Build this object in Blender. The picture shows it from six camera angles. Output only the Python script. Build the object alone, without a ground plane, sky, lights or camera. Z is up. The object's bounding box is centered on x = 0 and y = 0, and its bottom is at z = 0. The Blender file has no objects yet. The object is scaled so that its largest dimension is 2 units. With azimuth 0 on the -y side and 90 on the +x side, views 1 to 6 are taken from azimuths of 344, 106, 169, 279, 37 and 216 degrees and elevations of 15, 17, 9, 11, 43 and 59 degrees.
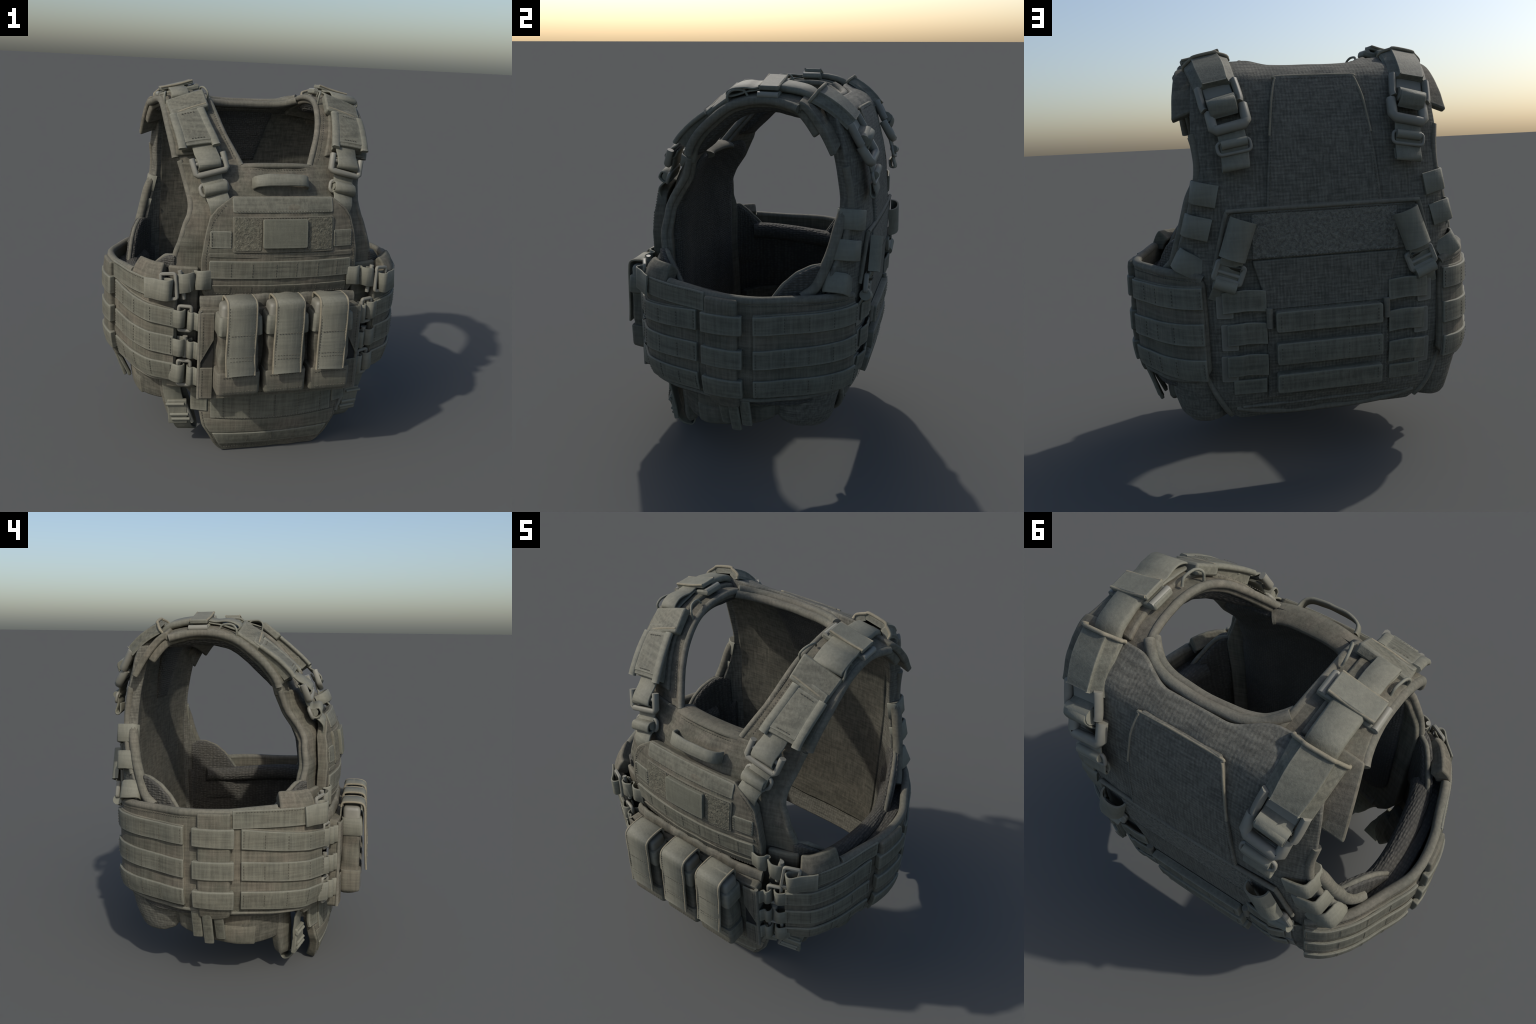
"""Padded tactical vest: front and back carriers, shoulder pads with strap
hardware, a wrap-around webbed waist belt, three pouches and a groin flap.
Everything is built on the +x side from curves and surfaces and mirrored."""
import bpy, bmesh, math, random
import numpy as np
from mathutils import Vector, noise

random.seed(7)
SX = 1.0                      # mirror sign used while building a side
A = lambda *p: np.array(p, float)

# ------------------------------------------------------------------ materials
def new_mat(name, base, warm, streak=.5, rough=.85, weave=1.0, speck=0.0, edge=.35,
            bump=.25, kind='cloth', thread=(75, .07), ripstop=False):
    m = bpy.data.materials.new(name); m.use_nodes = True
    N, L = m.node_tree.nodes, m.node_tree.links
    N.clear()
    out = N.new('ShaderNodeOutputMaterial'); bs = N.new('ShaderNodeBsdfPrincipled')
    L.new(bs.outputs[0], out.inputs[0])
    bs.inputs['Roughness'].default_value = rough
    bs.inputs['Specular IOR Level'].default_value = .3
    tc = N.new('ShaderNodeTexCoord')

    def noise_tex(scale3, scale, detail=3, rough_=.6):
        mp = N.new('ShaderNodeMapping'); mp.inputs['Scale'].default_value = scale3
        L.new(tc.outputs['Object'], mp.inputs[0])
        t = N.new('ShaderNodeTexNoise'); t.inputs['Scale'].default_value = scale
        t.inputs['Detail'].default_value = detail; t.inputs['Roughness'].default_value = rough_
        L.new(mp.outputs[0], t.inputs[0]); return t.outputs[0]

    def math_(op, a, b=None):
        n = N.new('ShaderNodeMath'); n.operation = op
        for i, v in enumerate((a, b)):
            if v is None: continue
            if isinstance(v, (int, float)): n.inputs[i].default_value = v
            else: L.new(v, n.inputs[i])
        return n.outputs[0]

    def ramp(f, lo, hi, c0, c1):
        r = N.new('ShaderNodeMapRange'); r.inputs[1].default_value = lo; r.inputs[2].default_value = hi
        r.inputs[3].default_value = c0; r.inputs[4].default_value = c1
        L.new(f, r.inputs[0]); return r.outputs[0]

    def mix(f, a, b, mode='MIX'):
        n = N.new('ShaderNodeMix'); n.data_type = 'RGBA'; n.blend_type = mode
        for s, v in ((n.inputs[0], f), (n.inputs[6], a), (n.inputs[7], b)):
            if isinstance(v, (int, float)): s.default_value = v
            elif isinstance(v, tuple): s.default_value = (*v, 1)
            else: L.new(v, s)
        return n.outputs[2]

    blot = noise_tex((1, 1, 1), 5.5, 4)
    col = mix(ramp(blot, .38, .62, 0, 1), base, warm)
    h = None
    if kind == 'cloth':
        warp = noise_tex((1, 1, thread[1]), thread[0], 2)            # long vertical threads
        weft = noise_tex((thread[1], thread[1], 1), thread[0], 2)          # long horizontal threads
        thr = math_('ADD', warp, weft)
        k = ramp(thr, .75, 1.25, 1 - .34 * streak, 1 + .30 * streak)
        if ripstop:      # regular raised grid of thicker yarns
            for ax in ('X', 'Z'):
                w = N.new('ShaderNodeTexWave'); w.bands_direction = ax; w.inputs['Scale'].default_value = 20
                w.inputs['Distortion'].default_value = 2.2; w.inputs['Detail'].default_value = 2
                w.inputs['Detail Scale'].default_value = 1.5
                L.new(tc.outputs['Object'], w.inputs[0])
                k = math_('MULTIPLY', k, ramp(w.outputs['Fac'], .0, 1, .90, 1.08))
                thr = math_('ADD', thr, math_('MULTIPLY', w.outputs['Fac'], .3))
        fine = noise_tex((1, 1, 1), 260, 2)
        k = math_('MULTIPLY', k, ramp(fine, .3, .7, .90, 1.10))
        h = math_('ADD', math_('MULTIPLY', thr, .7 * weave), math_('MULTIPLY', fine, .5))
    elif kind == 'velcro':
        curl = noise_tex((1, 1, 1), 62, 3, .7)
        k = ramp(curl, .36, .64, .66, 1.26); h = math_('MULTIPLY', curl, 2.2)
    elif kind == 'mesh':
        mp = N.new('ShaderNodeMapping'); mp.inputs['Scale'].default_value = (1, .55, 1)
        L.new(tc.outputs['Object'], mp.inputs[0])
        v = N.new('ShaderNodeTexVoronoi'); v.inputs['Scale'].default_value = 80
        v.inputs['Randomness'].default_value = .35
        L.new(mp.outputs[0], v.inputs[0])
        k = ramp(v.outputs['Distance'], .15, .6, 1.18, .70)
        h = math_('MULTIPLY', math_('SUBTRACT', 1.0, v.outputs['Distance']), 2.0)
    else:
        fine = noise_tex((1, 1, 1), 45, 3)
        k = ramp(fine, .3, .7, .9, 1.1); h = math_('MULTIPLY', fine, .25)
    col = mix(1.0, col, k, 'MULTIPLY')
    # worn on fold edges: highlights lightened into base colour
    if edge > 0:
        bv = N.new('ShaderNodeBevel'); bv.samples = 4; bv.inputs[0].default_value = .016
        geo = N.new('ShaderNodeNewGeometry'); dt = N.new('ShaderNodeVectorMath'); dt.operation = 'DOT_PRODUCT'
        L.new(bv.outputs[0], dt.inputs[0]); L.new(geo.outputs['Normal'], dt.inputs[1])
        em = ramp(math_('SUBTRACT', 1.0, dt.outputs['Value']), .006, .11, 0, edge)
        pt = ramp(geo.outputs['Pointiness'], .50, .62, 0, edge)
        painted_crease_shade = ramp(geo.outputs['Pointiness'], .40, .49, .45, 0)  # occlusion shading of creases, darkened into the base colour
        col = mix(painted_crease_shade, col, tuple(c * .45 for c in base))
        light = tuple(min(1, c * 1.7 + .02) for c in base)
        col = mix(math_('MAXIMUM', em, pt), col, light)
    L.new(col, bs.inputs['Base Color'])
    b = N.new('ShaderNodeBump'); b.inputs['Strength'].default_value = bump
    b.inputs['Distance'].default_value = .006
    L.new(h, b.inputs['Height']); L.new(b.outputs[0], bs.inputs['Normal'])
    return m

M = {}
def make_materials():
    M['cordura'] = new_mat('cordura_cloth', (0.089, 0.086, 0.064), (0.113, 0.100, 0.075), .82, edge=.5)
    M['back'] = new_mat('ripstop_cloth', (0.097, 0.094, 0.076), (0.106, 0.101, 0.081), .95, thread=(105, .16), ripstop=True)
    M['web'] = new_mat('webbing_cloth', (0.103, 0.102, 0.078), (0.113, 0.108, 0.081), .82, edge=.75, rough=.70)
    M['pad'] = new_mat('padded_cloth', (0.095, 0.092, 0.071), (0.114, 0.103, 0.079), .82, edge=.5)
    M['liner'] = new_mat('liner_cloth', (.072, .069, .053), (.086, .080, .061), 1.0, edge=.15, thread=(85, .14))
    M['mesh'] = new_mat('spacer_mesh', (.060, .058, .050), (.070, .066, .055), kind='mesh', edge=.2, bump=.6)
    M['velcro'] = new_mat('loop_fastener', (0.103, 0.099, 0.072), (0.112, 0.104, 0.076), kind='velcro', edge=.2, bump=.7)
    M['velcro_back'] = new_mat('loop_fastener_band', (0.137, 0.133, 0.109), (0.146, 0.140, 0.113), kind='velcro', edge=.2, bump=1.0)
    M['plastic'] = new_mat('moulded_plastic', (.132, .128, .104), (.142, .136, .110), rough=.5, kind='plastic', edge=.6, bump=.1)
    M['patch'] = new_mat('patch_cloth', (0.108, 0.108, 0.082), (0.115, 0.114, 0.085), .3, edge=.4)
    M['pale_edge'] = new_mat('pale_edge_cloth', (0.158, 0.143, 0.101), (0.185, 0.163, 0.116), .5, edge=.3)  # paler tint used along edges
    M['dark'] = new_mat('painted_shadow_cloth', (.02, .02, .018), (.026, .025, .02), .4, edge=0)  # near-black colour painting the shadow inside the side openings
    M['thread'] = new_mat('stitch_thread', (.080, .076, .058), (.09, .084, .063), .2, edge=0)

# ------------------------------------------------------------------- helpers
def smooth_curve(pts, n):
    """Catmull-Rom through control points, n samples by control index."""
    P = np.array(pts, float); m = len(P)
    if m == 2: return np.array([P[0] + (P[1] - P[0]) * t for t in np.linspace(0, 1, n)])
    E_ = np.vstack([2 * P[0] - P[1], P, 2 * P[-1] - P[-2]])
    out = []
    for s in np.linspace(0, m - 1, n):
        i = min(int(s), m - 2); t = s - i
        a, b, c, d = E_[i], E_[i + 1], E_[i + 2], E_[i + 3]
        out.append(.5 * (2 * b + (c - a) * t + (2 * a - 5 * b + 4 * c - d) * t * t + (3 * b - a - 3 * c + d) * t ** 3))
    return np.array(out)

def table(*pairs):
    pairs = sorted(pairs); X = [p[0] for p in pairs]; Y = [p[1] for p in pairs]
    xs = np.linspace(X[0], X[-1], 400); ys = np.interp(xs, X, Y)
    w = 13; ker = np.hanning(w + 2)[1:-1]; ker /= ker.sum()
    yy = np.convolve(np.pad(ys, w // 2, mode='reflect', reflect_type='odd'), ker, 'valid')
    return lambda v: float(np.interp(v, xs, yy))

def unit(v):
    n = np.linalg.norm(v); return v / n if n > 1e-12 else v

ROOT = None
PARTS = {}
def group(name, parent=None):
    e = bpy.data.objects.new(name, None); bpy.context.scene.collection.objects.link(e)
    e.empty_display_size = .05
    e.parent = parent or ROOT
    return e

def mesh_obj(name, verts, faces, mat, parent=None, bevel=0.0, seg=2, angle=35, smooth=True, subsurf=0, sharp=40):
    me = bpy.data.meshes.new(name)
    V = [(SX * v[0], v[1], v[2]) for v in verts]
    me.from_pydata(V, [], [list(f) for f in faces])
    bm = bmesh.new(); bm.from_mesh(me)
    bmesh.ops.remove_doubles(bm, verts=bm.verts, dist=1e-5)
    bmesh.ops.recalc_face_normals(bm, faces=bm.faces)
    bm.to_mesh(me); bm.free()
    me.materials.append(mat)
    for p in me.polygons: p.use_smooth = smooth
    ob = bpy.data.objects.new(name, me); bpy.context.scene.collection.objects.link(ob)
    ob.parent = parent or ROOT
    if subsurf:
        s = ob.modifiers.new('subdivide', 'SUBSURF'); s.levels = s.render_levels = subsurf
    if bevel > 0:
        b = ob.modifiers.new('bevel', 'BEVEL'); b.width = bevel; b.segments = seg
        b.limit_method = 'ANGLE'; b.angle_limit = math.radians(angle); b.use_clamp_overlap = True
        b.harden_normals = False
    if smooth:
        try: me.set_sharp_from_angle(angle=math.radians(sharp if bevel == 0 else 60))
        except Exception: pass
    return ob

def grid_normals(G):
    du = np.gradient(G, axis=1); dv = np.gradient(G, axis=0)
    n = np.cross(du, dv); l = np.linalg.norm(n, axis=2, keepdims=True)
    return n / np.maximum(l, 1e-9)

def slab_mesh(Go, Gi):
    """closed solid between an outer and an inner grid"""
    nv, nu = Go.shape[:2]
    V = [tuple(p) for p in Go.reshape(-1, 3)] + [tuple(p) for p in Gi.reshape(-1, 3)]
    o = nv * nu; F = []
    id_ = lambda j, i: j * nu + i
    for j in range(nv - 1):
        for i in range(nu - 1):
            a, b, c, d = id_(j, i), id_(j, i + 1), id_(j + 1, i + 1), id_(j + 1, i)
            F.append((a, b, c, d)); F.append((o + d, o + c, o + b, o + a))
    ring = [id_(0, i) for i in range(nu)] + [id_(j, nu - 1) for j in range(1, nv)] + \
           [id_(nv - 1, i) for i in range(nu - 2, -1, -1)] + [id_(j, 0) for j in range(nv - 2, 0, -1)]
    for k in range(len(ring)):
        a, b = ring[k], ring[(k + 1) % len(ring)]
        F.append((b, a, o + a, o + b))
    return V, F

def slab(name, G, thick, out, mat, parent=None, puff=0.0, wrinkle=0.0, wscale=9, rise=0.0, bevel=.008, seg=2, seed=0):
    """cloth panel: grid of points lifted along its normal, with thickness"""
    G = np.array(G, float); n = grid_normals(G)
    c = n[n.shape[0] // 2, n.shape[1] // 2]
    if np.dot(c, out) < 0: n = -n
    nv, nu = G.shape[:2]
    U = np.linspace(0, 1, nu)[None, :]; Vv = np.linspace(0, 1, nv)[:, None]
    lift = np.full((nv, nu), rise)
    if puff:
        lift = lift + puff * (np.clip(1 - np.abs(2 * U - 1) ** 4, 0, 1) * np.clip(1 - np.abs(2 * Vv - 1) ** 4, 0, 1)) ** .5
    if wrinkle:
        for j in range(nv):
            for i in range(nu):
                p = Vector(G[j, i]) * wscale + Vector((seed * 3.1, seed, SX * 5))
                lift[j, i] += wrinkle * (noise.noise(p) + .5 * noise.noise(p * 2.3))
    Go = G + n * lift[..., None]; Gi = G + n * (rise - thick)
    V, F = slab_mesh(Go, Gi)
    return mesh_obj(name, V, F, mat, parent, bevel=bevel, seg=seg)

def region(surf, rows, left, right, nu=24, warp=None):
    """grid on surf(x, z): rows of z, between left(z) and right(z)"""
    G = []
    for z in rows:
        a, b = left(z), right(z)
        G.append([surf(x, z) for x in np.linspace(a, b, nu)])
    return np.array(G)

def rrect(x0, x1, z0, z1, r, n=5):
    """row list and edge functions of a rounded rectangle"""
    rows = []
    for k in range(n + 1): rows.append(z0 + r * (1 - math.cos(k / n * math.pi / 2)))
    mid = max(2, int((z1 - z0 - 2 * r) / .03))
    rows += list(np.linspace(z0 + r, z1 - r, mid + 1)[1:-1])
    for k in range(n + 1): rows.append(z1 - r * (1 - math.cos((1 - k / n) * math.pi / 2)))
    rows = sorted(set(round(v, 6) for v in rows))
    def inset(z):
        d = min(z - z0, z1 - z)
        if d >= r: return 0.0
        q = (r - d) / r; return r * (1 - math.sqrt(max(0, 1 - q * q)))
    return rows, (lambda z: x0 + inset(z)), (lambda z: x1 - inset(z))

def frames(P, up, closed=False):
    P = np.array(P, float); n = len(P)
    if closed: T = np.roll(P, -1, 0) - np.roll(P, 1, 0)
    else: T = np.gradient(P, axis=0)
    T = np.array([unit(t) for t in T])
    U = np.array(up, float)
    if U.ndim == 1: U = np.repeat(U[None], n, 0)
    W = np.array([unit(u - t * np.dot(u, t)) for u, t in zip(U, T)])
    B = np.cross(T, W)
    return P, T, W, B

def sweep(P, prof, up, closed=False):
    """sweep a closed 2-D profile (a along up, b across) along a path"""
    P, T, W, B = frames(P, up, closed); n, m = len(P), len(prof)
    V = [tuple(P[i] + W[i] * a + B[i] * b) for i in range(n) for a, b in prof]; F = []
    for i in range(n if closed else n - 1):
        k = (i + 1) % n
        for j in range(m):
            F.append((i * m + j, i * m + (j + 1) % m, k * m + (j + 1) % m, k * m + j))
    if not closed:
        F.append(tuple(range(m))[::-1]); F.append(tuple((n - 1) * m + j for j in range(m)))
    return V, F

def flat_prof(w, t, r=.3):
    """rounded strap section, width w along 'up', thickness t"""
    c = min(w, t) * r; a, b = w / 2, t / 2
    return [(-a, -b + c), (-a + c, -b), (a - c, -b), (a, -b + c), (a, b - c), (a - c, b), (-a + c, b), (-a, b - c)]

def round_prof(r, n=8, flat=1.0):
    return [(r * math.cos(2 * math.pi * k / n), r * flat * math.sin(2 * math.pi * k / n)) for k in range(n)]

def ribbon(name, pts, up, w, t, mat, parent=None, n=None, closed=False, smooth_path=True):
    P = smooth_curve(pts, n or max(8, 5 * len(pts))) if smooth_path else np.array(pts, float)
    u = up
    if isinstance(up, list): u = smooth_curve(up, len(P))
    V, F = sweep(P, flat_prof(w, t), u, closed)
    V = [tuple(np.array(v) + np.array(noise.noise_vector(Vector(v) * 17 + Vector((SX, 0, 0)))) * .0028) for v in V]   # soft cloth unevenness
    return mesh_obj(name, V, F, mat, parent, sharp=50)

def tube(name, pts, r, mat, parent=None, n=None, closed=False, k=8, smooth_path=True, up=(.3, .5, .81), flat=1.0):
    P = smooth_curve(pts, n or max(8, 6 * len(pts))) if smooth_path else np.array(pts, float)
    V, F = sweep(P, round_prof(r, k, flat), up, closed)
    return mesh_obj(name, V, F, mat, parent, sharp=80)

def frame_ring(name, c, ax, ay, w, h, r, mat, parent=None, corner=.02, square=False):
    """rounded rectangular buckle frame; ax, ay unit directions; gap = open top"""
    c, ax, ay = A(*c), unit(A(*ax)), unit(A(*ay)); ay = unit(ay - ax * np.dot(ax, ay))
    P = []
    cs = min(corner, w / 2.2, h / 2.2)
    for sx, sy, a0 in ((1, 1, 0), (-1, 1, 90), (-1, -1, 180), (1, -1, 270)):
        for k in range(4):
            a = math.radians(a0 + 30 * k)
            P.append(c + ax * (sx * (w / 2 - cs) + cs * math.cos(a)) + ay * (sy * (h / 2 - cs) + cs * math.sin(a)))
    nrm = np.cross(ax, ay)
    V, F = sweep(P, flat_prof(r * 1.7, r * 1.7, .22) if square else round_prof(r, 8), nrm, True)
    return mesh_obj(name, V, F, mat, parent, sharp=40 if square else 70)

def block(name, c, ax, ay, w, h, d, mat, parent=None, bevel=.006, taper=1.0):
    c, ax, ay = A(*c), unit(A(*ax)), unit(A(*ay)); ay = unit(ay - ax * np.dot(ax, ay)); az = np.cross(ax, ay)
    V = []
    for k, s in ((-1, 1.0), (1, taper)):
        for i, j in ((-1, -1), (1, -1), (1, 1), (-1, 1)):
            V.append(tuple(c + ax * i * w / 2 * s + ay * j * h / 2 * s + az * k * d / 2))
    F = [(0, 1, 2, 3), (7, 6, 5, 4)] + [(i, (i + 1) % 4, 4 + (i + 1) % 4, 4 + i) for i in range(4)]
    return mesh_obj(name, V, F, mat, parent, bevel=bevel)

def quad_slab(name, c4, out, thick, mat, parent=None, n=8, bulge=0.0, bevel=.008, wrinkle=0.0, seed=0):
    """bilinear cloth panel between four corners (bl, br, tr, tl)"""
    a, b, c, d = [A(*p) for p in c4]; out = unit(A(*out))
    G = []
    for v in np.linspace(0, 1, n):
        row = []
        for u in np.linspace(0, 1, n):
            p = (a * (1 - u) + b * u) * (1 - v) + (d * (1 - u) + c * u) * v
            row.append(p + out * bulge * (1 - (2 * u - 1) ** 2))
        G.append(row)
    return slab(name, G, thick, out, mat, parent, bevel=bevel, wrinkle=wrinkle, seed=seed)

class Stitch:
    """rows of small thread dashes collected into one mesh"""
    def __init__(s): s.V, s.F = [], []
    def row(s, pts, out, step=.015, ln=.008, w=.0021, h=.0016, curve=True):
        P = smooth_curve(pts, 60) if curve else np.array(pts, float)
        L = np.r_[0, np.cumsum(np.linalg.norm(np.diff(P, axis=0), axis=1))]
        at = lambda d: np.array([np.interp(d, L, P[:, k]) for k in range(3)])
        d = step * .5
        while d + ln < L[-1]:
            a, b = at(d), at(d + ln); t = unit(b - a); o = unit(np.array(out, float) if not callable(out) else out((a + b) / 2))
            x = unit(np.cross(t, o)); i0 = len(s.V)
            for p in (a, b):
                for dx, do in ((-w, 0), (w, 0), (.5 * w, h), (-.5 * w, h)):
                    q = p + x * dx + o * do; s.V.append((SX * q[0], q[1], q[2]))
            s.F += [tuple(i0 + k for k in f) for f in ((0, 1, 2, 3), (7, 6, 5, 4), (0, 4, 5, 1), (1, 5, 6, 2), (2, 6, 7, 3), (3, 7, 4, 0))]
            d += step
    def done(s, name, parent):
        global SX
        k, SX = SX, 1.0
        o = mesh_obj(name, s.V, s.F, M['thread'], parent, smooth=False); SX = k
        o['kind'] = 'stuff'; return o

def both(fn, *a):
    global SX
    for SX in (1.0, -1.0): fn(*a)
    SX = 1.0

# ------------------------------------------------------- reference surfaces
fy_c = table((.28, -.455), (.45, -.47), (.9, -.475), (1.2, -.47), (1.34, -.465), (1.40, -.455), (1.50, -.42), (1.58, -.345), (1.64, -.285))
fy_k = table((.28, .12), (.45, .10), (.9, .08), (1.13, .075), (1.2, .068), (1.34, .095), (1.40, .125), (1.5, .155), (1.58, .09), (1.64, .05))
def front(x, z, h=0.0): return A(x, fy_c(z) + fy_k(z) * (x / .5) ** 2 - h, z)

py_c = table((.90, -.505), (.95, -.515), (1.0, -.532), (1.18, -.538), (1.30, -.525), (1.36, -.513), (1.40, -.50), (1.445, -.475), (1.47, -.46))
def pocket(x, z, h=0.0): return A(x, py_c(z) + .046 * (x / .41) ** 2 * (.4 + .6 * min(1, max(0, (1.44 - z) / .10))) - h, z)

gy_c = table((-.02, -.425), (0, -.438), (.05, -.462), (.09, -.483), (.17, -.51), (.30, -.522), (.45, -.52))
gy_k = table((-.02, .0), (.02, .02), (.17, .07), (.30, .11), (.45, .11))
def groin(x, z, h=0.0): return A(x, gy_c(z) + gy_k(z) * (x / .438) ** 2 - h, z)

by_c = table((.24, .515), (.28, .54), (.4, .60), (.6, .64), (.8, .652), (1.0, .658), (1.28, .662), (1.45, .648), (1.6, .628), (1.75, .588), (1.84, .545), (1.87, .505), (1.90, .445), (1.92, .395), (1.94, .36))
def back(x, z, h=0.0):
    e = min(abs(x) / .57, 1.25)
    return A(x, by_c(z) - .062 * e ** 6 + h, z)

BELT = smooth_curve([(.548, -.482), (.613, -.446), (.680, -.397), (.748, -.278), (.800, -.116), (.828, -.028), (.845, .07),
                     (.848, .15), (.835, .235), (.787, .341), (.722, .480), (.648, .573), (.592, .612), (.545, .632)], 240)
_bl = np.r_[0, np.cumsum(np.linalg.norm(np.diff(BELT, axis=0), axis=1))]; _bl /= _bl[-1]
def belt(s, z, h=0.0):
    """point on the waist belt: s 0 front .. 1 back, h outward offset"""
    p = A(np.interp(s, _bl, BELT[:, 0]), np.interp(s, _bl, BELT[:, 1]))
    d = .012
    q = A(np.interp(min(1, s + d), _bl, BELT[:, 0]), np.interp(min(1, s + d), _bl, BELT[:, 1])) - \
        A(np.interp(max(0, s - d), _bl, BELT[:, 0]), np.interp(max(0, s - d), _bl, BELT[:, 1]))
    q = unit(q); n = A(q[1], -q[0])
    low = max(0, .60 - z); sh = 1.5 * low * low + .03 * low
    p = p + n * (h - sh)
    return A(p[0], p[1], z)

SH_I = smooth_curve([(.185, -.335, 1.575), (.228, -.263, 1.672), (.265, -.196, 1.754), (.292, -.119, 1.837), (.31, -.019, 1.908), (.320, .09, 1.940),
                     (.318, .20, 1.947), (.31, .30, 1.935), (.29, .39, 1.90), (.27, .48, 1.84), (.26, .55, 1.75)], 201)
SH_O = smooth_curve([(.520, -.255, 1.575), (.530, -.235, 1.655), (.543, -.180, 1.735), (.551, -.11, 1.80), (.556, -.015, 1.868), (.557, .09, 1.90),
                     (.560, .20, 1.905), (.575, .30, 1.887), (.602, .38, 1.855), (.622, .46, 1.755), (.634, .525, 1.640)], 201)
def shoulder(t, w, h=0.0):
    """t 0..10 from chest over the shoulder, w 0 neck .. 1 arm"""
    f = lambda C, q: np.array([np.interp(q * 20, np.arange(201), C[:, k]) for k in range(3)])
    a, b = f(SH_I, t), f(SH_O, t)
    d = .3; t0, t1 = max(0, t - d), min(10, t + d)
    m = lambda q: (f(SH_I, q) + f(SH_O, q)) / 2
    n = unit(np.cross(b - a, m(t1) - m(t0)))
    if n[2] + .3 * abs(n[1]) < 0: n = -n
    return a + (b - a) * w + n * h + A(0, 0, .010) * math.sin(math.pi * w)

def sh_n(t): return unit(shoulder(t, .5, .1) - shoulder(t, .5, 0))

# --------------------------------------------------------------- front panel
def build_front():
    g = group('chest_carrier')
    xo = table((.33, .44), (.40, .50), (.5, .54), (.9, .545), (1.10, .550), (1.135, .545), (1.2, .524), (1.29, .495), (1.342, .474), (1.405, .465), (1.51, .482), (1.56, .500), (1.60, .510))
    rows = np.concatenate([np.linspace(.33, 1.40, 36), np.linspace(1.42, 1.596, 16)])
    G = []
    for z in rows:
        r = xo(z); G.append([front(x, z) for x in np.linspace(-r, r, 45)])
    slab('carrier_body', G, .055, (0, -1, 0), M['cordura'], g, wrinkle=.009, wscale=11, bevel=.02, seg=3)
    # inner padding of the chest panel
    xi = lambda z: xo(z) * .88
    arm = [(.506, 1.60), (.492, 1.55), (.478, 1.49), (.463, 1.405), (.471, 1.342), (.492, 1.29), (.52, 1.2), (.542, 1.13), (.546, 1.05)]
    for sg in (-1, 1): tube('armhole_binding', [front(x - .006, z, -.016) * A(sg, 1, 1) for x, z in arm], .018, M['pad'], g, n=60, k=10)
    rows2, l2, r2 = rrect(-.44, .44, .50, 1.58, .12)
    G = []
    for z in rows2:
        k = 1 if z < 1.2 else 1 + .0
        G.append([front(x, z) + A(0, .070, 0) for x in np.linspace(max(l2(z), -xo(z) + .015), min(r2(z), xo(z) - .015), 30)])
    slab('chest_lining', G, .03, (0, 1, 0), M['mesh'], g, puff=.045, wrinkle=.006, wscale=5, bevel=.012)
    # collar roll between the straps
    rows3 = np.linspace(1.50, 1.596, 7)
    pts = [(-.192, -.268, 1.566), (-.165, -.282, 1.574), (-.10, -.294, 1.580), (0, -.298, 1.581), (.10, -.294, 1.580), (.165, -.282, 1.574), (.192, -.268, 1.566)]
    V, F = sweep(smooth_curve(pts, 30), [(a * 1.0, b) for a, b in round_prof(.054, 12, .40)], (0, 1, -.25))
    mesh_obj('collar', V, F, M['cordura'], g, sharp=80)
    # grab handle
    nrm, wdt = A(0, -.90, .44), A(0, .44, .90)
    hp = [A(x, -.412, 1.514) + nrm * h for x, h in ((-.145, -.01), (-.140, .016), (-.126, .036), (-.095, .049), (-.05, .055), (0, .056), (.05, .055), (.095, .049), (.126, .036), (.140, .016), (.145, -.01))]
    ribbon('grab_handle', hp, tuple(wdt), .062, .014, M['web'], g, n=48)

    # ---------------- upper pocket
    p = group('chest_pocket')
    ox = table((.925, .392), (.935, .403), (.95, .412), (1.0, .424), (1.14, .424), (1.22, .413), (1.28, .402), (1.35, .383), (1.40, .345), (1.43, .305), (1.447, .280), (1.458, .262))
    rows = np.concatenate([np.linspace(.925, 1.38, 26), np.linspace(1.39, 1.458, 9)])
    G = [[pocket(x, z) for x in np.linspace(-ox(z), ox(z), 45)] for z in rows]
    slab('pocket_body', G, .055, (0, -1, 0), M['cordura'], p, wrinkle=.0065, wscale=8, bevel=.012, seg=3, seed=2)
    def strip(name, x0, x1, z0, z1, mat, rise=.008, thick=.012, nu=26, wr=.0015, bev=.003):
        rows, l, r = rrect(x0, x1, z0, z1, .008, 2)
        G = [[pocket(x, z) for x in np.linspace(l(z), r(z), nu)] for z in rows]
        return slab(name, G, thick, (0, -1, 0), mat, p, rise=rise, bevel=bev, wrinkle=wr, wscale=14, seed=5)
    strip('pocket_flap', -.268, .268, 1.376, 1.450, M['web'], .005)
    strip('loop_panel', -.270, .270, 1.176, 1.358, M['cordura'], .009)
    strip('loop_patch', -.262, -.122, 1.186, 1.350, M['velcro'], .012, wr=.003)
    strip('loop_patch', .122, .262, 1.186, 1.350, M['velcro'], .012, wr=.003)
    strip('name_patch', -.117, .117, 1.200, 1.346, M['patch'], .028, .03, wr=.0, bev=.004)
    for s in (-1, 1):
        a, b = sorted((s * .274, s * .382))
        strip('webbing_strip', a, b, 1.196, 1.284, M['web'], .007, nu=10)
    strip('webbing_strip', -.388, .388, 1.148, 1.172, M['cordura'], .004)
    strip('webbing_strip', -.384, .384, 1.036, 1.130, M['web'], .010)
    strip('pocket_hem', -.370, .370, .944, 1.000, M['cordura'], .006)
    st = Stitch(); o = (0, -1, 0)
    rowp = lambda x0, x1, z, h=.01: [pocket(x, z, h) for x in np.linspace(x0, x1, 14)]
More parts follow.
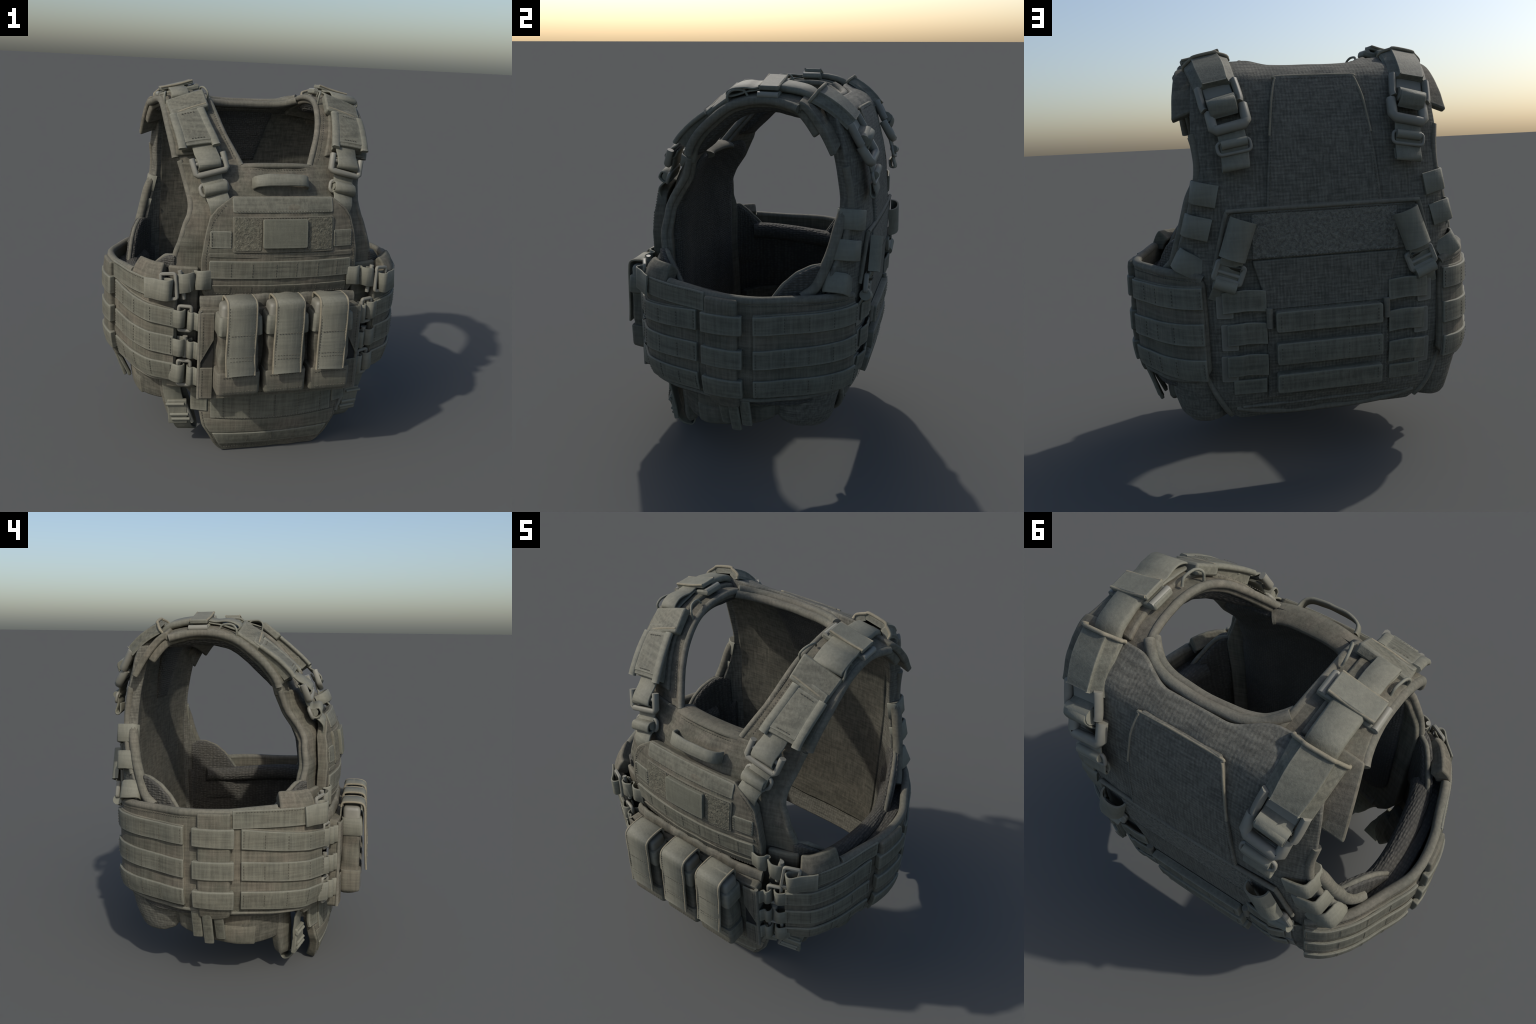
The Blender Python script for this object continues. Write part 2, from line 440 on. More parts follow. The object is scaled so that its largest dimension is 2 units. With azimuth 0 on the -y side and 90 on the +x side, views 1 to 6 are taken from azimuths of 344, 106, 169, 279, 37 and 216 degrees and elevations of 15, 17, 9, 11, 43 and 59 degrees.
    colp = lambda x, z0, z1, h=.011: [pocket(x, z, h) for z in np.linspace(z0, z1, 5)]
    for x in (-.275, -.165, -.04, .07, .19, .30): st.row(colp(x, 1.04, 1.126), o)
    st.row(rowp(-.26, .26, 1.385), o); st.row(rowp(-.265, .265, 1.180, .011), o); st.row(rowp(-.265, .265, 1.354, .011), o)
    for x in (-.375, -.28, .28, .375): st.row(colp(x, 1.20, 1.28, .009), o)
    st.row(rowp(-.365, .365, .95, .008), o)
    for x in (-.275, -.165, -.04, .07, .19): st.row(colp(x, .948, .996, .008), o)
    e = [pocket(ox(z) - .02, z, .003) for z in np.linspace(.95, 1.42, 20)]
    st.row(e, o); st.row([q * A(-1, 1, 1) for q in e], o)
    st.row([front(x, 1.575, .004) for x in np.linspace(-.16, .16, 12)], (0, -1, .3))
    st.done('stitching', p)

    # ---------------- lower pouch panel
    q = group('pouch_panel')
    py = lambda x, z: A(x, -.575 + .05 * (abs(x) / .44) ** 4 * .4, z)
    rows, l, r = rrect(-.44, .44, .392, .888, .02)
    slab('panel_body', [[py(x, z) for x in np.linspace(l(z), r(z), 40)] for z in rows], .045, (0, -1, 0), M['cordura'], q, wrinkle=.003, wscale=9, bevel=.010)
    roll = [(-.42, -.50, .905), (-.30, -.525, .915), (-.1, -.535, .918), (.1, -.535, .918), (.30, -.525, .915), (.42, -.50, .905)]
    P = smooth_curve(roll, 60); P[:, 2] += [-.012 + .010 * noise.noise(Vector((x[0] * 16, 0, 0))) for x in P]; P[:, 1] += [.012 + .008 * noise.noise(Vector((x[0] * 22, 3, 0))) for x in P]
    V, F = sweep(P, round_prof(.046, 12, .42), (0, 0, 1)); mesh_obj('padding_roll', V, F, M['pad'], q, sharp=80)
    def side_flap():
        # stiff side flap with the slanted opening beside the pouches
        f = lambda x, z: py(x, z) + A(0, -.012, 0)
        G = []
        for k in np.linspace(0, 1, 12):
            zb = .60 + k * .13; x = .432 - k * .068
            G.append([f(x, zb + (.878 - zb) * v) for v in np.linspace(0, 1, 12)])
        slab('stiff_flap', G, .010, (0, -1, 0), M['cordura'], q, rise=.006, bevel=.003)
        G = [[f(x, z) for x in np.linspace(.366, .432, 6)] for z in np.linspace(.402, .575, 8)]
        slab('stiff_flap', G, .010, (0, -1, 0), M['cordura'], q, rise=.006, bevel=.003)
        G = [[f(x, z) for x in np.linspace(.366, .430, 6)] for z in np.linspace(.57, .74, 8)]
        slab('opening_shade_plate', G, .008, (0, -1, 0), M['dark'], q, rise=-.004, bevel=0)
        tube('binding', [py(.436, z) + A(0, -.008, 0) for z in np.linspace(.40, .882, 6)], .010, M['pad'], q)
    both(side_flap)
    st = Stitch()
    st.row([py(x, .415) + A(0, -.001, 0) for x in np.linspace(-.42, .42, 20)], o)
    for s in (-1, 1):
        st.row([py(s * .422, z) + A(0, -.019, 0) for z in np.linspace(.41, .57, 8)], o)
        st.row([py(s * .422, z) + A(0, -.019, 0) for z in np.linspace(.63, .87, 8)], o)
    st.done('stitching', q)

    # ---------------- three pouches
    for cx, w in ((-.252, .226), (-.004, .226), (.240, .222)): build_pouch(cx, w)

    # ---------------- groin flap
    k = group('groin_flap')
    gx = table((0.0, .262), (.008, .275), (.02, .292), (.06, .325), (.115, .352), (.18, .392), (.262, .408), (.285, .42), (.36, .438), (.42, .438))
    rows = np.concatenate([[0, .008, .018], np.linspace(.03, .42, 26)])
    G = [[groin(x, z) for x in np.linspace(-gx(z), gx(z), 40)] for z in rows]
    slab('flap_body', G, .05, (0, -1, 0), M['cordura'], k, wrinkle=.003, bevel=.010, seg=3, seed=4)
    def gstrip(x0f, z0, z1, rise, mat, name='webbing_strip'):
        rows = np.linspace(z0, z1, 5)
        G = [[groin(x, z) for x in np.linspace(-x0f(z), x0f(z), 32)] for z in rows]
        slab(name, G, .012, (0, -1, 0), mat, k, rise=rise, bevel=.003)
    gstrip(lambda z: .345, .226, .385, .008, M['web'])
    gstrip(lambda z: gx(z) - .03, .058, .132, .007, M['web'])
    def corner():
        rows = np.linspace(.262, .40, 8)
        G = [[groin(x, z) for x in np.linspace(.36, .447, 8)] for z in rows]
        slab('webbing_tab', G, .02, (0, -1, 0), M['web'], k, rise=.008, bevel=.005)
    both(corner)
    rows = np.linspace(.138, .220, 5)
    G = [[groin(x, z) for x in np.linspace(-gx(z) + .02, gx(z) - .02, 32)] for z in rows]
    slab('loop_field', G, .008, (0, -1, 0), M['cordura'], k, rise=.003, bevel=.002)
    st = Stitch(); gr = lambda x0, x1, z, h=.01: [groin(x, z, h) for x in np.linspace(x0, x1, 16)]
    st.row(gr(-.27, .27, .030, .003), (0, -1, -.3)); st.row(gr(-.33, .33, .232), o)
    for x in (-.28, -.14, .0, .14, .28):
        st.row([groin(x, z, .010) for z in np.linspace(.23, .38, 6)], o)
        if abs(x) < .25: st.row([groin(x, z, .009) for z in np.linspace(.06, .13, 4)], o)
    e = [groin(gx(z) - .014, z, .003) for z in np.linspace(.03, .26, 12)]
    st.row(e, o); st.row([v * A(-1, 1, 1) for v in e], o)
    st.done('stitching', k)
    # bottom padded edge of the chest carrier behind the flap
    P = [(-.40, -.36, .345), (-.25, -.42, .33), (0, -.44, .33), (.25, -.42, .33), (.40, -.36, .345)]
    V, F = sweep(smooth_curve(P, 30), round_prof(.04, 10), (0, 0, 1)); mesh_obj('padded_hem', V, F, M['pad'], g, sharp=80)

def rounded_box(sections, nr=4, r=.02):
    """loft of rounded rectangles: (z, x0, x1, y0, y1[, radius])"""
    V, F = [], []; m = 4 * (nr + 1)
    for sec in sections:
        z, x0, x1, y0, y1 = sec[:5]; rr = sec[5] if len(sec) > 5 else r
        rr = min(rr, (x1 - x0) / 2.05, (y1 - y0) / 2.05)
        for cx, cy, a0 in ((x1 - rr, y1 - rr, 0), (x0 + rr, y1 - rr, 90), (x0 + rr, y0 + rr, 180), (x1 - rr, y0 + rr, 270)):
            for k in range(nr + 1):
                a = math.radians(a0 + 90 * k / nr)
                V.append([cx + rr * math.cos(a), cy + rr * math.sin(a), z])
    for i in range(len(sections) - 1):
        for j in range(m): F.append((i * m + j, i * m + (j + 1) % m, (i + 1) * m + (j + 1) % m, (i + 1) * m + j))
    F.append(tuple(range(m))[::-1]); F.append(tuple((len(sections) - 1) * m + j for j in range(m)))
    return V, F

def build_pouch(cx, w):
    g = group('pouch'); a, b = cx - w / 2, cx + w / 2
    y0, y1 = -.688, -.575
    def jitter(V, amp, sc, seed):
        for v in V:
            d = noise.noise_vector(Vector(v) * sc + Vector((seed, cx * 7, 0))) * amp
            v[0] += d[0]; v[1] += d[1] * .8
        return V
    # lower sleeve with a chamfered bottom
    V, F = rounded_box([(.440, a + .035, b - .035, y0 + .045, y1 - .01), (.447, a + .022, b - .022, y0 + .03, y1 - .005), (.462, a + .004, b - .004, y0 + .004, y1),
                        (.475, a, b, y0, y1), (.52, a, b, y0, y1), (.578, a, b, y0 - .003, y1), (.586, a + .002, b - .002, y0, y1)])
    mesh_obj('pouch_sleeve', jitter(V, .003, 9, 1), F, M['cordura'], g, sharp=50)
    # soft body
    V, F = rounded_box([(z, a + .012 + .004 * math.sin(z * 40 + cx * 9), b - .012 + .004 * math.sin(z * 31), y0 + .008, y1) for z in np.linspace(.57, .81, 16)])
    mesh_obj('pouch_body', jitter(V, .010, 14, 2), F, M['cordura'], g, sharp=70)
    # elastic collar
    V, F = rounded_box([(.786, a + .003, b - .003, y0 + .002, y1), (.792, a - .002, b + .002, y0 - .004, y1), (.84, a - .001, b + .001, y0 - .003, y1), (.882, a + .002, b - .002, y0 + .002, y1), (.886, a + .006, b - .006, y0 + .006, y1)])
    mesh_obj('elastic_collar', jitter(V, .003, 10, 3), F, M['web'], g, sharp=50)
    # magazine tops peeking out
    V, F = rounded_box([(.86, a + .016, b - .016, y0 + .012, y1 - .006), (.925, a + .016, b - .016, y0 + .012, y1 - .006), (.940, a + .020, b - .020, y0 + .018, y1 - .010), (.946, a + .03, b - .03, y0 + .028, y1 - .016)])
    mesh_obj('insert', V, F, M['plastic'], g, sharp=50)
    # pull-over flap
    off = .004 if cx < 0 else -.004
    fx = cx + off
    path = [(fx, -.566, .86), (fx, -.567, .930), (fx, -.572, .958), (fx, -.586, .967), (fx, -.62, .970), (fx, -.660, .969), (fx, -.684, .962), (fx, -.697, .945), (fx, -.702, .90), (fx, -.704, .84),
            (fx - .004, -.708, .76), (fx - .006, -.711, .68), (fx - .006 + .004 * math.sin(cx * 20), -.719, .584 if cx < 0.2 else .592)]
    ribbon('pouch_flap', path, (1, 0, 0), .148, .009, M['web'], g, n=60)
    st = Stitch(); P = smooth_curve(path, 60)
    for sd in (-1, 1): tube('flap_light_rim', [q + A(sd * .073, 0, 0) for q in P[6:]], .0065, M['pale_edge'], g, smooth_path=False)  # thin pale tubes drawing the bright line on flap sides
    out = lambda q: A(0, -1, .15)
    for s in (-1, 1):
        st.row([q + A(s * .066, -.004, 0) for q in P[34:]], out, curve=False)
    for z in (.79, .80, .665, .675):
        i = int(np.argmin(np.abs(P[30:, 2] - z))) + 30
        st.row([P[i] + A(d, -.005, 0) for d in (-.062, 0, .062)], out)
    st.row([A(d, y0 - .004, .565) for d in (a + .02, cx, b - .02)], out); st.row([A(d, y0 - .004, .485) for d in (a + .02, cx, b - .02)], out)
    st.done('stitching', g)

# ---------------------------------------------------------------- back panel
def build_back():
    g = group('back_carrier')
    xo = table((.285, .41), (.30, .445), (.36, .49), (.42, .525), (.46, .56), (.5, .60), (.9, .645), (1.0, .655), (1.08, .655), (1.16, .634), (1.22, .612), (1.32, .585), (1.41, .565), (1.46, .558), (1.6, .565), (1.75, .555), (1.83, .54), (1.87, .50), (1.895, .40))
    rows = np.concatenate([np.linspace(.285, 1.70, 46), np.linspace(1.725, 1.893, 14)])
    G = []
    for z in rows:
        r = xo(z); row = []
        f = max(0, (z - 1.80) / .093)
        for u in np.linspace(-1, 1, 55):
            x = u * r; q = min(1, max(0, (abs(x) - .12) / .18)); dip = f * f * .030 * q * q * (3 - 2 * q)
            row.append(back(x, min(z + dip, 1.93)))
        G.append(row)
    slab('carrier_body', G, .07, (0, 1, 0), M['back'], g, wrinkle=.009, wscale=6, bevel=.02, seg=3, seed=6)
    # inside lining and mesh pad
    rows = np.linspace(.42, 1.85, 40)
    G = [[back(x, z) + A(0, -.080, 0) for x in np.linspace(-min(.50, xo(z) - .045), min(.50, xo(z) - .045), 26)] for z in rows]
    slab('back_lining', G, .03, (0, -1, 0), M['liner'], g, wrinkle=.008, wscale=4, bevel=.012)
    rows = np.linspace(1.50, 1.855, 10)
    hw = table((1.50, .10), (1.86, .215))
    G = [[back(x, z) + A(0, -.088, 0) for x in np.linspace(-hw(z), hw(z), 16)] for z in rows]
    slab('mesh_pad', G, .02, (0, -1, 0), M['mesh'], g, puff=.014, bevel=.006)
    # neck rim
    rim = [(-.300, .352, 1.926), (-.270, .382, 1.913), (-.225, .415, 1.898), (-.16, .436, 1.891), (-.09, .444, 1.888), (0, .450, 1.888), (.09, .444, 1.888), (.16, .436, 1.891), (.225, .415, 1.898), (.270, .382, 1.913), (.300, .352, 1.926)]
    tube('neck_binding', [A(*p) + A(0, -.018, -.012) for p in rim], .021, M['pad'], g, n=60, k=12)
    tube('neck_binding', [A(*p) + A(0, -.046, -.026) for p in rim], .022, M['pad'], g, n=60, k=12)
    st = Stitch()
    # raised trapezoid drag panel
    hw = table((1.26, .262), (1.45, .245), (1.60, .228), (1.74, .206), (1.80, .190), (1.825, .180), (1.836, .165))
    rows = np.concatenate([np.linspace(1.25, 1.80, 20), [1.812, 1.822, 1.830, 1.836]])
    slab('drag_panel', [[back(x, z) for x in np.linspace(-hw(z), hw(z), 24)] for z in rows], .018, (0, 1, 0), M['back'], g, rise=.014, wrinkle=.002, bevel=.005)
    e = [back(hw(z) - .002, z, .012) for z in (1.58, 1.66, 1.74, 1.80, 1.824)] + [back(.155, 1.835, .012)]
    tube('panel_edge', e + [q * A(-1, 1, 1) for q in e[::-1]], .0055, M['pale_edge'], g, n=90)
    for s in (-1, 1): st.row([back(s * (hw(z) - .012), z, .0145) for z in np.linspace(1.26, 1.82, 20)], (0, 1, 0))
    st.row([back(x, 1.824, .0145) for x in np.linspace(-.165, .165, 10)], (0, 1, .4))
    # fastener band
    rows, l, r = rrect(-.425, .425, 1.045, 1.265, .03)
    skew = lambda z: .0
    tx = table((1.04, .500), (1.265, .438))
    rows = np.linspace(1.05, 1.262, 12)
    slab('band_backing', [[back(x, z) for x in np.linspace(-tx(z), tx(z), 36)] for z in rows], .016, (0, 1, 0), M['back'], g, rise=.010, bevel=.006)
    hx = table((1.05, .335), (1.25, .33))
    rows = np.linspace(1.052, 1.250, 10)
    slab('loop_band', [[back(x, z) for x in np.linspace(-hx(z), hx(z), 36)] for z in rows], .014, (0, 1, 0), M['velcro_back'], g, rise=.016, bevel=.004, wrinkle=.002, wscale=40)
    edge = [back(-.50, 1.02, .012), back(-.445, 1.235, .012), back(-.428, 1.262, .012), back(-.40, 1.268, .012), back(0, 1.270, .012), back(.40, 1.268, .012), back(.428, 1.262, .012), back(.445, 1.235, .012), back(.50, 1.02, .012)]
    tube('band_piping', edge, .011, M['pad'], g, n=80)
    st.row([back(x, 1.252, .018) for x in np.linspace(-.41, .41, 16)], (0, 1, 0)); st.row([back(x, 1.058, .018) for x in np.linspace(-.32, .32, 16)], (0, 1, 0))
    # tapered lower flap with three webbing bars
    fx = table((.82, .282), (.86, .288), (.92, .300), (1.04, .335))
    rows = np.linspace(.82, 1.045, 10)
    slab('tapered_flap', [[back(x, z) for x in np.linspace(-fx(z), fx(z), 26)] for z in rows], .016, (0, 1, 0), M['back'], g, rise=.012, bevel=.005)
    rows = np.linspace(.395, .835, 16)
    slab('molle_panel', [[back(x, z) for x in np.linspace(-.283, .283, 26)] for z in rows], .018, (0, 1, 0), M['back'], g, rise=.009, bevel=.006)
    for s in (-1, 1): tube('panel_piping', [back(s * .272, z, .020) for z in (.74, .78, .83)], .016, M['pad'], g)
    for z0, z1 in ((.722, .815), (.575, .670), (.434, .527)):
        rows, l, r = rrect(-.246, .246, z0, z1, .012, 3)
        slab('webbing_bar', [[back(x, z) for x in np.linspace(l(z), r(z), 24)] for z in rows], .034, (0, 1, 0), M['web'], g, rise=.046, puff=.004, bevel=.006)
        for x in (-.225, -.085, .075, .225): st.row([back(x, z, .050) for z in np.linspace(z0 + .01, z1 - .01, 4)], (0, 1, 0))
    st.row([back(x, .405, .016) for x in np.linspace(-.27, .27, 14)], (0, 1, -.2))
    for s in (-1, 1): st.row([back(s * .278, z, .016) for z in np.linspace(.40, .70, 12)], (0, 1, 0))
    # hem
    tube('hem_binding', [back(x, .302 + .05 * (abs(x) / .44) ** 3, -.008) for x in np.linspace(-.43, .43, 9)], .016, M['pad'], g, flat=1)
    tube('hem_fold', [back(x, .352, -.003) for x in np.linspace(-.40, .40, 9)], .010, M['back'], g)
    st.done('stitching', g)
    both(back_side, g)

def back_side(g):
    o = A(0, 1, 0)
    # waist tie straps and the slotted edge behind them
    for z0, z1, x1 in ((.815, .912, .478), (.665, .764, .462), (.515, .617, .468)):
        rows = np.linspace(z0, z1, 5); G = []
        for z in rows:
            G.append([back(x, z, .020 + .012 * math.sin(math.pi * u) * (1 if u < .6 else 1.6)) + A(0, 0, .010 * math.sin(u * math.pi)) for u, x in zip(np.linspace(0, 1, 14), np.linspace(.283, x1, 14))])
        slab('tie_strap', G, .010, o, M['web'], g, bevel=.003, wrinkle=.003)
        rr, l, r = rrect(x1 - .05, x1 + .022, z0 - .022, z1 + .002, .006, 2)
        slab('strap_stop', [[back(x, z) for x in np.linspace(l(z), r(z), 6)] for z in rr], .016, o, M['plastic'], g, rise=.010, bevel=.004)
    rows = np.linspace(.428, .500, 4)
    slab('tie_strap', [[back(x, z) for x in np.linspace(.29, .44, 8)] for z in rows], .014, o, M['web'], g, rise=.014, bevel=.004)
    # webbing sleeve (open tube) and slanted slider at the end of the band
    top, bot = A(.366, .668, 1.228), A(.425, .668, 1.062)
    ax = unit(bot - top); wd = unit(np.cross(ax, o)); wd = wd if wd[0] > 0 else -wd
    V, F = [], []; n = 14
    ringp = []
    for k in range(n):
        a = math.pi * k / (n - 1)
        ringp.append((-.060 * math.cos(a), .052 * math.sin(a) ** .8))
    inner = [(-.052 * math.cos(math.pi * k / (n - 1)), .043 * math.sin(math.pi * k / (n - 1)) ** .8) for k in range(n)]
    loop = ringp + inner[::-1]
    for s, c in ((0, top), (.5, (top + bot) / 2), (1, bot)):
        for a, b in loop: V.append(tuple(c + wd * a + o * (b + .008)))
    m = len(loop)
    for i in range(2):
        for j in range(m): F.append((i * m + j, i * m + (j + 1) % m, (i + 1) * m + (j + 1) % m, (i + 1) * m + j))
    for base in (0, 2 * m):
        for j in range(n - 1): F.append((base + j, base + j + 1, base + m - 2 - j, base + m - 1 - j))
    mesh_obj('webbing_sleeve', V, F, M['web'], g, sharp=45)
    c = back(.441, 1.002, .026); ay = unit(A(.36, 0, -.93)); axx = unit(A(.93, 0, .36))
    frame_ring('slider_frame', c, axx, ay, .118, .074, .014, M['plastic'], g, corner=.006, square=True)
    tube('slider_bar', [c - axx * .058 + ay * .004, c + axx * .058 + ay * .004], .010, M['plastic'], g, smooth_path=False)
    tube('slider_bar', [c - axx * .058 + ay * .03, c + axx * .058 + ay * .03], .009, M['plastic'], g, smooth_path=False)
    tube('webbing_fold', [c - axx * .050 + ay * .058, c + axx * .050 + ay * .058], .028, M['web'], g, smooth_path=False, k=12)
    ribbon('webbing', [bot + o * .022, (bot + c) / 2 + o * .008, c - ay * .03, c + ay * .05], tuple(axx), .100, .008, M['web'], g)
    ribbon('webbing', [c + ay * .05, c + ay * .09 - o * .02, c + ay * .14 - o * .05], tuple(axx), .09, .008, M['web'], g)
    # belt loops folded round the armhole edge
    for c0, dz, tilt in ((A(.560, 0, 1.352), .098, -.20), (A(.598, 0, 1.212), .100, -.24), (A(.640, 0, 1.058), .100, -.52)):
        z = c0[2]; x = c0[0]
        up = unit(A(tilt, 0, 1))
        yb = back(x - .05, z)[1] + .020
        path = [A(x - .088, yb + .004, z), A(x - .06, yb + .003, z), A(x - .03, yb, z), A(x - .002, yb - .006, z), A(x + .008, yb - .016, z), A(x + .014, yb - .05, z), A(x + .016, yb - .095, z), A(x + .008, yb - .108, z), A(x - .03, yb - .112, z)]
        path = [p + A(0, 0, -tilt * 1.15 * (p[0] - x)) for p in path]
        ribbon('belt_loop', path, tuple(up), dz, .012, M['web'], g, smooth_path=False)
        st_in = back(x - .078, z, .028)
    edge = [(.548, 1.40), (.558, 1.37), (.583, 1.317), (.610, 1.22), (.634, 1.14), (.665, 1.04), (.70, .99)]
    tube('edge_roll', [A(x - .004, back(x, z)[1] - .045, z) for x, z in edge], .027, M['pad'], g, k=10, n=30)
    arm = [(.566, 1.60), (.556, 1.52), (.554, 1.46), (.560, 1.40), (.58, 1.317), (.605, 1.22), (.63, 1.14)]
    tube('armhole_binding', [A(x - .012, back(x, z)[1] - .006, z) for x, z in arm], .018, M['pad'], g, n=40)
    # soft wing under the belt
    P = smooth_curve([(.445, .505), (.50, .535), (.56, .535), (.62, .495), (.665, .42), (.688, .34), (.690, .262)], 26)
    zb = table((0, .296), (.15, .288), (.35, .275), (.55, .268), (.75, .275), (.92, .305), (1, .350))
    G = []
    for k, v in enumerate(np.linspace(0, 1, 12)):
        row = []
        for u, p in zip(np.linspace(0, 1, 26), P):
            z = zb(u) + (.56 - zb(u)) * v; ins = 1 - .10 * (1 - v) ** 2.2
            q = A(.45, .25) + (A(*p) - A(.45, .25)) * ins + A(.055, .03) * v * (1 - u * .5)
            row.append(A(q[0], q[1], z))
        G.append(row)
    slab('soft_wing', G, .045, (1, .6, 0), M['back'], g, puff=.012, wrinkle=.004, bevel=.016, seg=3)
    tube('wing_ridge', [back(x, z, h) for x, z, h in ((.560, .52, -.01), (.520, .43, .002), (.478, .350, .002), (.448, .305, -.012))], .014, M['pad'], g)

# ------------------------------------------------------------------ shoulder
def build_shoulder():
    g = group('shoulder_strap')
    # liner strap from chest to back
    G = [[shoulder(t, w, -.012) for w in np.linspace(.0, .97, 12)] for t in np.linspace(-0.0, 9.0, 44)]
    slab('strap_liner', G, .045, shoulder(4.5, .5, 1) - shoulder(4.5, .5), M['cordura'], g, wrinkle=.003, bevel=.012, seg=3)
    # soft pad under the strap
    G = [[shoulder(t, w, -.058) for w in np.linspace(.10, .90, 10)] for t in np.linspace(.6, 8.2, 34)]
    slab('soft_pad', G, .035, -(shoulder(4.5, .5, 1) - shoulder(4.5, .5)), M['mesh'], g, puff=.045, wrinkle=.006, bevel=.012)
    # outer pad and its flared rear wing
    G = [[shoulder(t, w, .0) for w in np.linspace(.22, 1.0, 12)] for t in np.linspace(.62, 7.8, 40)]
    slab('shoulder_pad', G, .030, sh_n(4.2), M['cordura'], g, rise=.004, wrinkle=.003, bevel=.010, seg=3)
    G = [[shoulder(t, w, .0) for w in np.linspace(.45, 1.0, 10)] for t in np.linspace(7.5, 9.85, 16)]
    slab('pad_wing', G, .035, sh_n(8.7), M['cordura'], g, rise=.020, wrinkle=.004, bevel=.008, seg=2)
    tube('pad_binding', [shoulder(t, 1.0, -.016) for t in np.linspace(.6, 7.6, 20)], .021, M['pad'], g, n=70, k=10)
    tube('pad_binding', [shoulder(t, 0.0, -.022) for t in np.linspace(.2, 8.6, 20)], .017, M['pad'], g, n=70, k=10)
    # ridged cover on the chest side
    def cover(t, w, h=0): return shoulder(t, w, h + .042 * max(0, 1 - (t - .75) / 2.3) ** 1.3)   # flares off the chest
    G = [[cover(t + .22 * (1 - w) * 1.0, w) for w in np.linspace(.30, .90, 12)] for t in np.linspace(.78, 3.3, 22)]
    slab('strap_cover', G, .062, sh_n(2), M['web'], g, rise=.030, wrinkle=.002, bevel=.005)
    for w0 in (.318, .882):
        P = [cover(t + .22 * (1 - w0), w0, .026) for t in np.linspace(.72, 2.95, 12)]
        V, F = sweep(smooth_curve(P, 40), [(a * 1.0, b) for a, b in flat_prof(.024, .044, .32)], sh_n(2)); mesh_obj('cover_ridge', V, F, M['web'], g, sharp=60)
    G = [[cover(t + .2 * (1 - w), w) for w in np.linspace(.37, .83, 10)] for t in np.linspace(.95, 2.9, 14)]
    slab('cover_inset', G, .012, sh_n(2), M['web'], g, rise=.034, wrinkle=.002, bevel=.004)
    st = Stitch(); nn = sh_n(2)
    for t in (1.15, 2.75): st.row([cover(t + .2 * (1 - w), w, .0385) for w in np.linspace(.45, .75, 6)], nn)
    st.row([shoulder(t, .06, .002) for t in np.linspace(.5, 3.4, 20)], nn)
    # keeper band across the cover
    bl, br, tr, tl = A(.345, -.113, 1.893), A(.527, -.121, 1.834), A(.554, -.017, 1.895), A(.354, -.023, 1.964)
    nb = unit(np.cross(br - bl, tl - bl)); nb = nb if nb[2] > 0 else -nb
    quad_slab('keeper_band', [bl + A(-.010, -.014, -.010), br + A(.006, -.014, -.016), tr + A(.0, 0, 0), tl + A(-.004, 0, 0)], nb, .045, M['web'], g, n=9, bulge=.004, bevel=.009)
    tube('keeper_hem', [bl + nb * -.004 + A(.004, 0, 0), (bl + br) / 2 + nb * .0, br + nb * -.004 + A(-.004, 0, 0)], .006, M['pale_edge'], g)
    # folded webbing between band and top slide
    f0, f1, f2 = .20, .80, .5
    mid = lambda t, h: shoulder(t, .5, h)
    wd = lambda t: shoulder(t, 1, 0) - shoulder(t, 0, 0)
    path = [shoulder(5.5, .60, .018), shoulder(5.0, .60, .014), shoulder(4.45, .62, .012), shoulder(4.2, .63, .016), shoulder(4.10, .635, .028), shoulder(4.22, .63, .040), shoulder(4.5, .63, .043), shoulder(4.85, .62, .036), shoulder(5.2, .61, .026), shoulder(5.6, .6, .030), shoulder(6.0, .6, .028)]
    ribbon('folded_webbing', path, [wd(4.5)] * len(path), .152 if SX > 0 else .092, .009, M['web'], g, n=60)
    # elastic keepers
    for w0, s in ((.04, -1), (.96, 1)):
        tube('elastic_loop', [shoulder(4.05, w0, -.01), shoulder(4.15, w0 + .02 * s, .03), shoulder(4.4, w0 - .02 * s, .045), shoulder(4.8, w0 - .06 * s, .03), shoulder(4.95, w0 - .06 * s, .0)], .006, M['web'], g)
    # top slide, two stacked blocks
    c4 = [A(.378, .144, 2.001), A(.556, .144, 1.955), A(.557, .238, 1.962), A(.379, .238, 1.998)]
    ctr = sum(c4) / 4; axx = unit(c4[1] - c4[0]); ay = unit(c4[3] - c4[0]); nz = unit(np.cross(axx, ay))
    block('strap_slide', ctr - nz * .011, axx, ay, .186, .094, .022, M['web'], g, bevel=.005)
    for sd in (-1, 1):
        tube('slide_edge', [ctr + ay * sd * .045 - axx * .090 - nz * .004, ctr + ay * sd * .045 - nz * .008, ctr + ay * sd * .045 + axx * .090 - nz * .004], .006, M['pale_edge'], g)
        tube('slide_rail', [ctr + axx * sd * .104 - ay * .05 - nz * .040, ctr + axx * sd * .104 + ay * .05 - nz * .040], .016, M['plastic'], g, smooth_path=False)
    block('strap_slide', ctr - nz * .046 - axx * .004, axx, ay, .236, .104, .030, M['web'], g, bevel=.009)
    # webbing down to the rear cover
    path = [shoulder(5.7, .58, .022), shoulder(6.4, .56, .022), shoulder(7.0, .54, .024), shoulder(7.6, .52, .024), shoulder(8.1, .50, .012)]
    ribbon('webbing', path, [wd(t) for t in (5.9, 6.5, 7, 7.6, 8)], .126, .034, M['web'], g, n=26)
    # rear three-facet cover
    tl, tr, br, bl = A(.358, .405, 1.938), A(.560, .392, 1.898), A(.530, .566, 1.772), A(.343, .572, 1.806)
    no = unit(np.cross(tr - tl, bl - tl)); no = no if no[1] > 0 else -no
    rows = []
    prof = [(0, -.012), (.02, .004), (.20, .028), (.215, .040), (.785, .040), (.80, .028), (.98, .004), (1, -.012)]
